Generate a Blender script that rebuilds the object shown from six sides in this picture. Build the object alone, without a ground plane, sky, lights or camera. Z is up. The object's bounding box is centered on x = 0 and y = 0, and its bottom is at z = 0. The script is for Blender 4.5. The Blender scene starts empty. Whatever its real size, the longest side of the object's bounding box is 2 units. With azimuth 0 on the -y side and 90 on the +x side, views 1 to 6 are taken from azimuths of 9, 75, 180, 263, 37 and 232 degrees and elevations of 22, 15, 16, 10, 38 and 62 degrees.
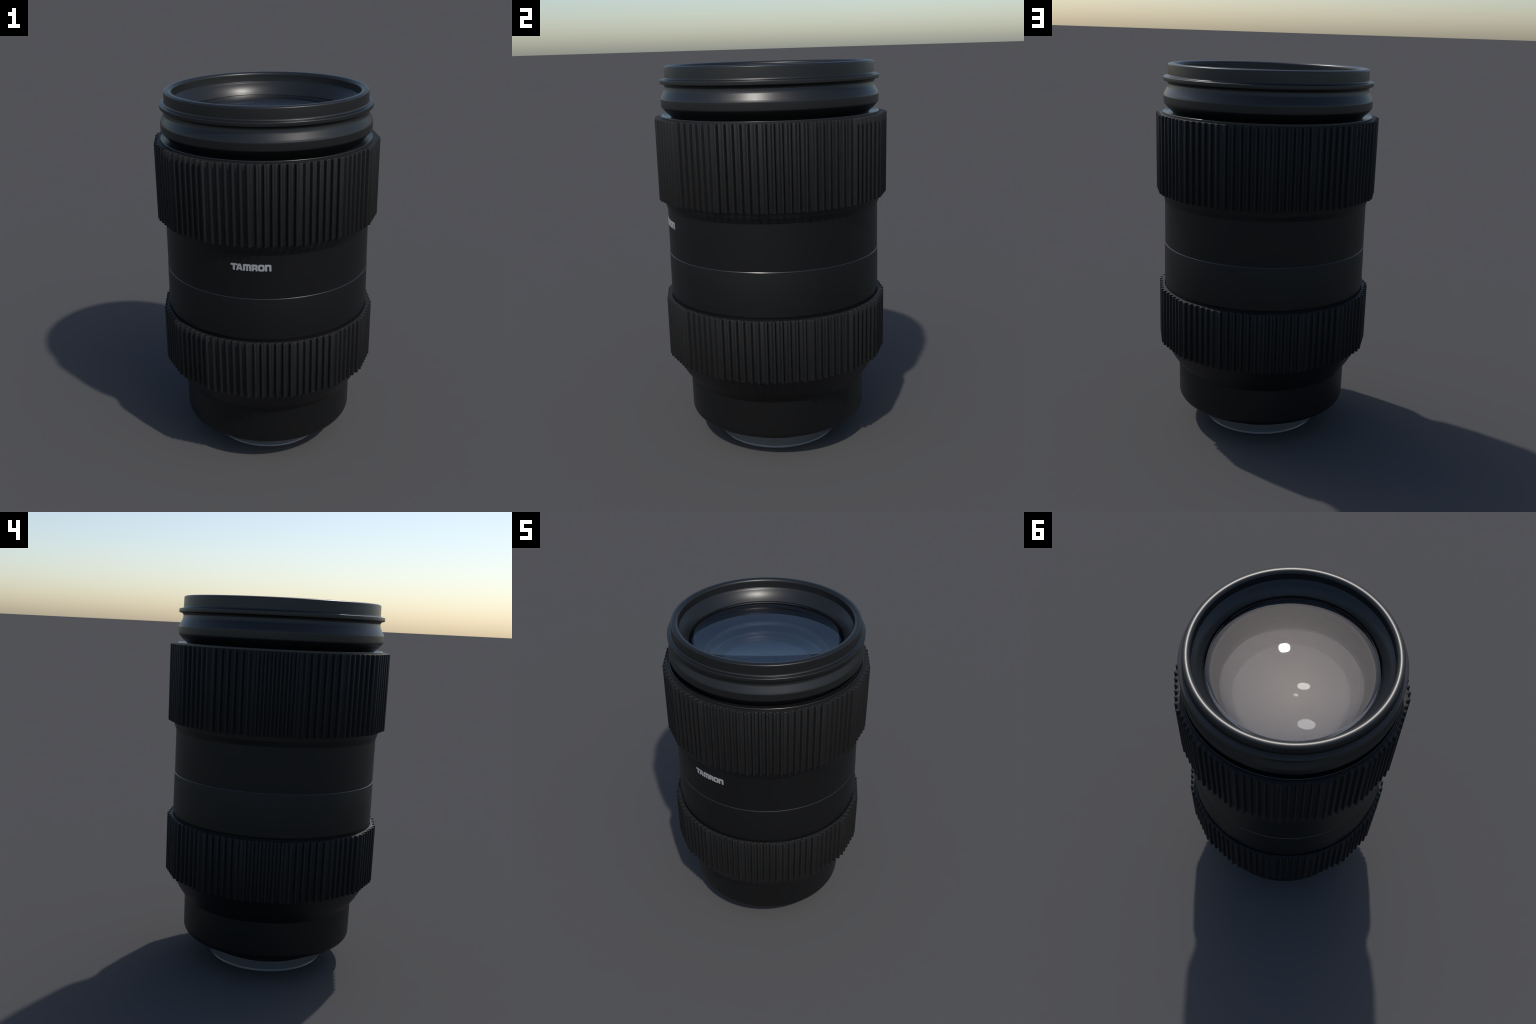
"""Zoom lens standing on its mount end: black barrel, two ribbed rubber rings, glass front and rear."""
import bpy, bmesh
from math import sin, cos, tan, pi, radians, acos, hypot
from mathutils import Vector

SEG = 384            # segments of every turned part


# ------------------------------------------------------------------ materials
def new_material(name):
    m = bpy.data.materials.new(name)
    m.use_nodes = True
    nt = m.node_tree
    nt.nodes.clear()
    out = nt.nodes.new("ShaderNodeOutputMaterial")
    b = nt.nodes.new("ShaderNodeBsdfPrincipled")
    nt.links.new(b.outputs[0], out.inputs[0])
    return m, nt, b


def plastic(name, colour, rough, grain=0.12, scale=60.0, bump=0.0, specular=0.5, bump_scale=400.0,
            rough_var=0.04):
    """Dark moulded surface: base colour with fine mottling and a fine grain bump."""
    m, nt, b = new_material(name)
    tc = nt.nodes.new("ShaderNodeTexCoord")
    n = nt.nodes.new("ShaderNodeTexNoise")
    n.inputs["Scale"].default_value = scale
    n.inputs["Detail"].default_value = 4
    nt.links.new(tc.outputs["Object"], n.inputs["Vector"])
    ramp = nt.nodes.new("ShaderNodeValToRGB")
    lo = [c * (1 - grain) for c in colour]
    hi = [c * (1 + grain) for c in colour]
    ramp.color_ramp.elements[0].position = 0.3
    ramp.color_ramp.elements[1].position = 0.7
    ramp.color_ramp.elements[0].color = (*lo, 1)
    ramp.color_ramp.elements[1].color = (*hi, 1)
    nt.links.new(n.outputs["Fac"], ramp.inputs[0])
    nt.links.new(ramp.outputs[0], b.inputs["Base Color"])
    mr = nt.nodes.new("ShaderNodeMapRange")
    mr.inputs[3].default_value = rough - rough_var
    mr.inputs[4].default_value = rough + rough_var
    nt.links.new(n.outputs["Fac"], mr.inputs[0])
    nt.links.new(mr.outputs[0], b.inputs["Roughness"])
    b.inputs["Specular IOR Level"].default_value = specular
    if bump:
        n2 = nt.nodes.new("ShaderNodeTexNoise")
        n2.inputs["Scale"].default_value = bump_scale
        n2.inputs["Detail"].default_value = 2
        nt.links.new(tc.outputs["Object"], n2.inputs["Vector"])
        bp = nt.nodes.new("ShaderNodeBump")
        bp.inputs["Strength"].default_value = bump
        bp.inputs["Distance"].default_value = 0.0008
        nt.links.new(n2.outputs["Fac"], bp.inputs["Height"])
        nt.links.new(bp.outputs[0], b.inputs["Normal"])
    return m


def glass(name, colour=(1, 1, 1), ior=1.5, rough=0.0, clear=1.0):
    m, nt, b = new_material(name)
    b.inputs["Base Color"].default_value = (*colour, 1)
    b.inputs["Transmission Weight"].default_value = clear
    b.inputs["Roughness"].default_value = rough
    b.inputs["IOR"].default_value = ior
    return m


MAT_GLOSS = plastic("satin_black_plastic", (0.0078, 0.0079, 0.0081), 0.36, grain=0.06, bump=0.04,
                    bump_scale=300.0, rough_var=0.02)
MAT_BODY = plastic("matt_black_barrel", (0.0036, 0.0037, 0.0038), 0.45, grain=0.06, bump=0.05,
                   specular=0.38)
MAT_RUBBER = plastic("black_rubber", (0.0090, 0.0090, 0.0091), 0.58, grain=0.10, scale=25.0, bump=0.10,
                     specular=0.32)
MAT_TRIM = plastic("glossy_black_trim", (0.010, 0.0102, 0.0105), 0.28, grain=0.03, rough_var=0.004)
MAT_INNER = plastic("flat_black_lining", (0.001, 0.001, 0.001), 0.9, grain=0.05, specular=0.0)
MAT_LETTER = plastic("pale_grey_print", (0.30, 0.304, 0.312), 0.55, grain=0.03, specular=0.3)
MAT_GLASS = glass("coated_lens_glass", (0.98, 0.985, 1.0), 1.46)
MAT_INNER_GLASS = glass("inner_lens_glass", (0.97, 0.98, 1.0), 1.36)
MAT_REAR = glass("rear_lens_glass", (0.55, 0.57, 0.60), 1.5, clear=0.82)  # grey tint and haze baked in: dims sky glare, paints the ground's reflection


# ------------------------------------------------------------------ helpers
def rounded(points, steps=6):
    """Profile from control points (r, z[, fillet radius]); fillets become short arcs."""
    out = []
    n = len(points)
    for i, p in enumerate(points):
        r = p[2] if len(p) > 2 else 0
        if r <= 0 or i in (0, n - 1):
            out.append((p[0], p[1]))
            continue
        P = Vector(p[:2])
        a = Vector(points[i - 1][:2]) - P
        b = Vector(points[i + 1][:2]) - P
        la, lb = a.length, b.length
        a.normalize(); b.normalize()
        ang = acos(max(-1, min(1, a.dot(b))))
        if ang > pi - 0.02:
            out.append((p[0], p[1]))
            continue
        t = min(r / tan(ang / 2), la * 0.49, lb * 0.49)
        r = t * tan(ang / 2)
        c = P + (a + b).normalized() * (r / sin(ang / 2))
        v0 = P + a * t - c
        v1 = P + b * t - c
        sweep = v0.angle_signed(v1)
        for k in range(steps + 1):
            v = v0.copy()
            from_angle = -sweep * k / steps
            v = Vector((v0.x * cos(from_angle) - v0.y * sin(from_angle),
                        v0.x * sin(from_angle) + v0.y * cos(from_angle)))
            out.append(tuple(c + v))
    return out


def finish(name, bm, mat, parent, sharp=32):
    bmesh.ops.remove_doubles(bm, verts=bm.verts, dist=1e-6)
    bmesh.ops.recalc_face_normals(bm, faces=bm.faces)
    lim = radians(sharp)
    for e in bm.edges:
        if len(e.link_faces) == 2:
            e.smooth = e.calc_face_angle(0) < lim
    for f in bm.faces:
        f.smooth = True
    me = bpy.data.meshes.new(name)
    bm.to_mesh(me)
    bm.free()
    me.materials.append(mat)
    ob = bpy.data.objects.new(name, me)
    bpy.context.scene.collection.objects.link(ob)
    ob.parent = parent
    return ob


def turned(name, profile, mat, parent, closed=True, seg=SEG, sharp=32):
    """Revolve a closed (r, z) section about the z axis."""
    bm = bmesh.new()
    rings = []
    for r, z in profile:
        if r < 1e-6:
            rings.append([bm.verts.new((0, 0, z))])
        else:
            rings.append([bm.verts.new((r * cos(2 * pi * k / seg), r * sin(2 * pi * k / seg), z))
                          for k in range(seg)])
    pairs = list(zip(rings, rings[1:]))
    if closed:
        pairs.append((rings[-1], rings[0]))
    for a, b in pairs:
        if len(a) == 1 and len(b) == 1:
            continue
        for k in range(seg):
            k2 = (k + 1) % seg
            if len(a) == 1:
                bm.faces.new((a[0], b[k], b[k2]))
            elif len(b) == 1:
                bm.faces.new((a[k], b[0], a[k2]))
            else:
                bm.faces.new((a[k], b[k], b[k2], a[k2]))
    return finish(name, bm, mat, parent, sharp)


def smooth_step(x):
    x = max(0.0, min(1.0, x))
    return x * x * (3 - 2 * x)


def ribbed_ring(name, corner, depth, inner, z_low, z_high, offset, mat, parent,
                sectors=16, teeth=6, bevel=0.0025):
    """Rubber ring: a 16-sided band whose flat sides carry six upright teeth each.

    corner is the radius of the outermost teeth; the wider gap between two sides sits on the band's corner."""
    half = pi / sectors
    reach = radians(9.1)                            # outermost tooth, from the middle of its side
    flat = corner * cos(reach)                      # distance of the tooth tips of a side from the axis
    pitch = 2 * flat * tan(reach) / (teeth - 1)
    tip, wall, steps = 0.0030, 0.0092, 9            # half tooth tip, rounded groove wall
    floor_end = (flat - depth) * tan(half)
    side = []                                       # outline of one side: (along, out)
    for k in range(teeth):
        c = (k - (teeth - 1) / 2) * pitch
        for x in ([-tip - wall * (1 - q / steps) for q in range(steps + 1)] + [0.0]
                  + [tip + wall * q / steps for q in range(steps + 1)]):
            side.append((c + x, flat - depth * smooth_step((abs(x) - tip) / wall)))
    side.append((floor_end, flat - depth))
    outline = []
    for s in range(sectors):
        a = radians(offset) + (2 * s + 1) * half
        for t, n in side:
            outline.append((n * cos(a) - t * sin(a), n * sin(a) + t * cos(a)))
    bm = bmesh.new()
    rows = [(None, z_high), (bevel, z_high), (bevel * 0.3, z_high - bevel * 0.3), (0, z_high - bevel),
            (0, z_low + bevel), (bevel * 0.3, z_low + bevel * 0.3), (bevel, z_low), (None, z_low)]
    rings = []
    for inset, z in rows:
        ring = []
        for x, y in outline:
            r = hypot(x, y)
            f = inner / r if inset is None else (r - inset) / r
            ring.append(bm.verts.new((x * f, y * f, z)))
        rings.append(ring)
    n = len(outline)
    rings.append(rings[0])
    for a, b in zip(rings, rings[1:]):
        for k in range(n):
            k2 = (k + 1) % n
            bm.faces.new((a[k], b[k], b[k2], a[k2]))
    return finish(name, bm, mat, parent, 50)


# ------------------------------------------------------------------ the lens
lens = bpy.data.objects.new("camera_lens", None)
bpy.context.scene.collection.objects.link(lens)
lens["label"] = "black zoom camera lens with two ribbed rubber rings"
lens["category"] = "camera lens"

# Front barrel: filter rim, flange, waist, bulge, and the cone inside the mouth.
def quarter(cx, cz, rx, rz, a0, a1, steps=7):
    """Arc of an ellipse, angles in degrees, as profile points."""
    return [(cx + rx * cos(radians(a0 + (a1 - a0) * k / steps)), cz + rz * sin(radians(a0 + (a1 - a0) * k / steps)))
            for k in range(steps + 1)]


def bowed(p0, p1, sag, steps=12):
    """Straight run from p0 to p1 bowed sideways by sag (a shallow parabola)."""
    dx, dz = p1[0] - p0[0], p1[1] - p0[1]
    ln = hypot(dx, dz)
    return [(p0[0] + dx * t - dz / ln * sag * 4 * t * (1 - t), p0[1] + dz * t + dx / ln * sag * 4 * t * (1 - t))
            for t in [k / steps for k in range(steps + 1)]]


front_profile = [(0.4300, 1.7000), (0.4300, 1.8500), (0.4370, 1.8500), (0.4370, 1.8825), (0.4376, 1.8840)]
front_profile += bowed((0.4382, 1.8850), (0.4812, 1.9415), 0.0034)
front_profile += rounded([(0.4812, 1.9415), (0.4820, 1.9428), (0.4885, 1.9480, 0.003), (0.4905, 1.9800)], 5)[1:]
front_profile += quarter(0.5120, 1.9850, 0.0215, 0.0150, 180, 90)
front_profile += quarter(0.5120, 1.9920, 0.0185, 0.0080, 90, 0)[1:]
front_profile += rounded([
    (0.5307, 1.9900),
    (0.5320, 1.9420, 0.005), (0.5345, 1.9355, 0.004), (0.5555, 1.9320, 0.004), (0.5555, 1.9120, 0.003),
    (0.5400, 1.9085, 0.006), (0.5320, 1.9000, 0.012), (0.5360, 1.8780, 0.03), (0.5520, 1.8460, 0.02),
    (0.5555, 1.8370, 0.015), (0.5552, 1.7980, 0.012), (0.5340, 1.7740, 0.03),
    (0.5080, 1.7500, 0.03), (0.4980, 1.7200, 0.02), (0.4980, 1.7000)], 6)
front = turned("front_barrel", front_profile, MAT_GLOSS, lens)

# Thin collar seated in the top of the wide rubber ring.
collar = turned("collar", rounded([
    (0.5575, 1.6800), (0.5575, 1.7520, 0.003), (0.5545, 1.7550, 0.003), (0.5490, 1.7500, 0.004),
    (0.5420, 1.7470, 0.004), (0.5180, 1.7425, 0.003), (0.5000, 1.7390, 0.003), (0.5000, 1.6800)], 5),
    MAT_TRIM, lens)

wide_ring = ribbed_ring("grip_ring", 0.5968, 0.0165, 0.5580, 1.3340, 1.7435, 2.0, MAT_RUBBER, lens)
narrow_ring = ribbed_ring("grip_ring", 0.5885, 0.0155, 0.5570, 0.4895, 0.8060, 0.0, MAT_RUBBER, lens)

# Upper barrel (carries the lettering) and the lower barrel, parted by a bright shoulder line.
barrel = turned("barrel", rounded([
    (0.4900, 1.7000), (0.5560, 1.7000), (0.5560, 1.3400, 0.002), (0.5640, 1.3330, 0.003),
    (0.5620, 1.3080, 0.012), (0.5525, 1.2800, 0.012), (0.5535, 1.0470, 0.001), (0.5500, 1.0400),
    (0.4900, 1.0400)], 5), MAT_BODY, lens)
trim = turned("trim_ring", rounded([
    (0.5300, 1.0300), (0.5300, 1.0485), (0.5530, 1.0485, 0.0008), (0.5556, 1.0446, 0.003),
    (0.5556, 1.0420), (0.5500, 1.0300)], 5), MAT_TRIM, lens)
lower = turned("rear_barrel", rounded([
    (0.4900, 1.0418), (0.5552, 1.0418, 0.0005), (0.5565, 0.8240, 0.003), (0.5530, 0.8120, 0.003),
    (0.5530, 0.7900), (0.5550, 0.4900), (0.4900, 0.4900)], 5), MAT_BODY, lens)

# Mount end: short cone under the narrow ring, straight skirt, chamfered foot.
mount = turned("mount_barrel", rounded([
    (0.5400, 0.5200), (0.5640, 0.4880), (0.5380, 0.4410, 0.03), (0.5145, 0.3985, 0.05),
    (0.4767, 0.3430, 0.012), (0.4757, 0.1310, 0.036), (0.3360, 0.1290, 0.004), (0.3330, 0.0640, 0.004),
    (0.2850, 0.0640), (0.2850, 0.5000), (0.4300, 1.6000), (0.4300, 1.7000),
    (0.4600, 1.7000), (0.4600, 0.5200)], 8), MAT_BODY, lens)

# Dark lining behind the front group; bottom plug modelled to shade the rear glass.
lining = turned("lining", [
    (0.4290, 1.8350), (0.4290, 1.6200), (0.3600, 1.5000), (0.2800, 1.3000), (0.2800, 0.0200),
    (0.0, 0.0200), (0.0, 0.0060), (0.2980, 0.0060), (0.2980, 0.0600), (0.2830, 0.0620), (0.2830, 1.2950), (0.3640, 1.4960), (0.4296, 1.6100),
    (0.4296, 1.8350)], MAT_INNER, lens)


def dome(radius, sag, z, steps=24, power=2.0):
    """Points of a shallow cap from its rim (radius) to the axis; sag may be negative."""
    return [(radius * (1 - k / steps), z + sag * (1 - (1 - k / steps) ** power)) for k in range(steps + 1)]


# Front element: nearly flat convex face, chamfered lower edge, resting in the mouth of the barrel.
front_glass = turned("front_glass", rounded([
                         (0.4060, 1.8220), (0.4285, 1.8300), (0.4285, 1.8520), (0.4362, 1.8520), (0.4362, 1.8700, 0.003), (0.4230, 1.8832, 0.010),
                         (0.4080, 1.8848)], 8)[:-1] +
                     dome(0.4090, 0.0113, 1.8847) +
                     list(reversed(dome(0.4040, -0.016, 1.8220))), MAT_GLASS, lens, sharp=30)
# Ring that holds the front element from below.
retaining_ring = turned("retaining_ring", rounded([
    (0.4288, 1.7900), (0.4288, 1.8200, 0.002), (0.4080, 1.8180, 0.005), (0.4040, 1.8120, 0.004),
    (0.4010, 1.7900)], 5), MAT_INNER, lens)
inner_glass = turned("inner_glass",
                     [(0.3560, 1.6800), (0.3560, 1.7240)] + dome(0.3450, 0.012, 1.7270) +
                     list(reversed(dome(0.3450, -0.02, 1.6800))), MAT_INNER_GLASS, lens, sharp=25)
inner_ring = turned("retaining_ring", rounded([
    (0.4285, 1.6500), (0.4285, 1.7260, 0.002), (0.3580, 1.7260, 0.003), (0.3570, 1.6500)], 4), MAT_INNER, lens)
deep_glass = turned("inner_glass",
                    [(0.2850, 1.5900), (0.2850, 1.6170)] + dome(0.2780, 0.006, 1.6190) +
                    list(reversed(dome(0.2780, -0.010, 1.5900))), MAT_INNER_GLASS, lens, sharp=25)
deep_ring = turned("retaining_ring", rounded([
    (0.4200, 1.6000), (0.4200, 1.6185, 0.002), (0.2870, 1.6185, 0.003), (0.2860, 1.5800), (0.4200, 1.5800)], 4),
    MAT_INNER, lens)

# Rear element: stands proud below the mount and carries the lens.
rear_glass = turned("rear_glass", rounded([
    (0.0, 0.0), (0.3160, 0.0, 0.002), (0.3225, 0.0045, 0.003), (0.3185, 0.0130, 0.006), (0.3170, 0.0560, 0.004),
    (0.3100, 0.0640), (0.2840, 0.0900), (0.0, 0.0900)], 5), MAT_REAR, lens, closed=False, seg=192)


# ------------------------------------------------------------------ lettering
LETTER_LOW, LETTER_HIGH, LETTER_R = 1.1975, 1.2325, 0.5535


def corner_poly(pts, steps=5):
    return rounded([*pts[-1:], *pts, *pts[:1]], steps)[1:-1]


def make_letter(outlines, a0, a1, name="letter"):
    """Outlines in a 0..1 box (x, y[, corner radius]) become a raised, wrapped letter."""
    cu = bpy.data.curves.new("letter_outline", "CURVE")
    cu.dimensions = "2D"
    cu.fill_mode = "BOTH"
    cu.extrude = 0.0008
    w = radians(a1 - a0) * LETTER_R
    h = LETTER_HIGH - LETTER_LOW
    for pts in outlines:
        scaled = [(p[0] * w, p[1] * h, (p[2] if len(p) > 2 else 0.04) * h) for p in pts]
        poly = corner_poly(scaled)
        sp = cu.splines.new("POLY")
        sp.points.add(len(poly) - 1)
        for q, (x, y) in zip(sp.points, poly):
            q.co = (x, y, 0, 1)
        sp.use_cyclic_u = True
    tmp = bpy.data.objects.new("letter_outline", cu)
    bpy.context.scene.collection.objects.link(tmp)
    dg = bpy.context.evaluated_depsgraph_get()
    me = bpy.data.meshes.new_from_object(tmp.evaluated_get(dg))
    bpy.data.objects.remove(tmp)
    bpy.data.curves.remove(cu)
    me.name = name
    for v in me.vertices:
        x, y, z = v.co
        r = LETTER_R + z
        t = radians(a0) + x / LETTER_R
        v.co = (r * cos(t), r * sin(t), LETTER_LOW + y)
    me.materials.clear()
    me.materials.append(MAT_LETTER)
    ob = bpy.data.objects.new(name, me)
    bpy.context.scene.collection.objects.link(ob)
    ob.parent = barrel
    return ob


B = 0.30     # stroke weight in units of a letter's width
glyphs = [
    # capital T
    ([[(0, 1, .08), (1, 1, .08), (1, .72, .08), (.66, .72, .02), (.66, 0, .08), (.34, 0, .08), (.34, .72, .02),
       (0, .72, .08)]], 259.45, 262.98),
    # capital A, flat topped
    ([[(0, 0, .06), (.27, 1, .10), (.72, 1, .10), (1, 0, .06), (.71, 0, .04), (.66, .18, .02), (.34, .18, .02),
       (.29, 0, .04)],
      [(.40, .40, .02), (.61, .40, .02), (.505, .74, .02)]], 262.39, 265.86),
    # rounded M
    ([[(0, 1, .06), (.82, 1, .02), (1, .86, .14), (1, 0, .06), (.76, 0, .06), (.76, .72, .06), (.625, .72, .02),
       (.625, 0, .06), (.385, 0, .06), (.385, .72, .02), (.25, .72, .02), (.25, 0, .06), (0, 0, .06)]],
     266.11, 270.26),
    # capital R
    ([[(0, 1, .05), (1, 1, .22), (1, .46, .10), (.90, .40, .02), (1, .33, .06), (1, 0, .06), (.67, 0, .06),
       (.67, .26, .03), (.35, .26, .02), (.35, 0, .06), (0, 0, .06)],
      [(.34, .70, .04), (.66, .70, .07), (.66, .52, .07), (.34, .52, .04)]], 270.51, 273.57),
    # squared O
    ([[(0, 1, .26), (1, 1, .26), (1, 0, .26), (0, 0, .26)],
      [(.32, .73, .10), (.69, .73, .10), (.69, .27, .10), (.32, .27, .10)]], 273.78, 277.18),
    # rounded N
    ([[(0, 1, .05), (1, 1, .22), (1, 0, .06), (.67, 0, .06), (.67, .71, .03), (.34, .71, .02), (.34, 0, .06),
       (0, 0, .06)]], 277.36, 280.62),
]
for outlines, a0, a1 in glyphs:
    make_letter(outlines, a0, a1)
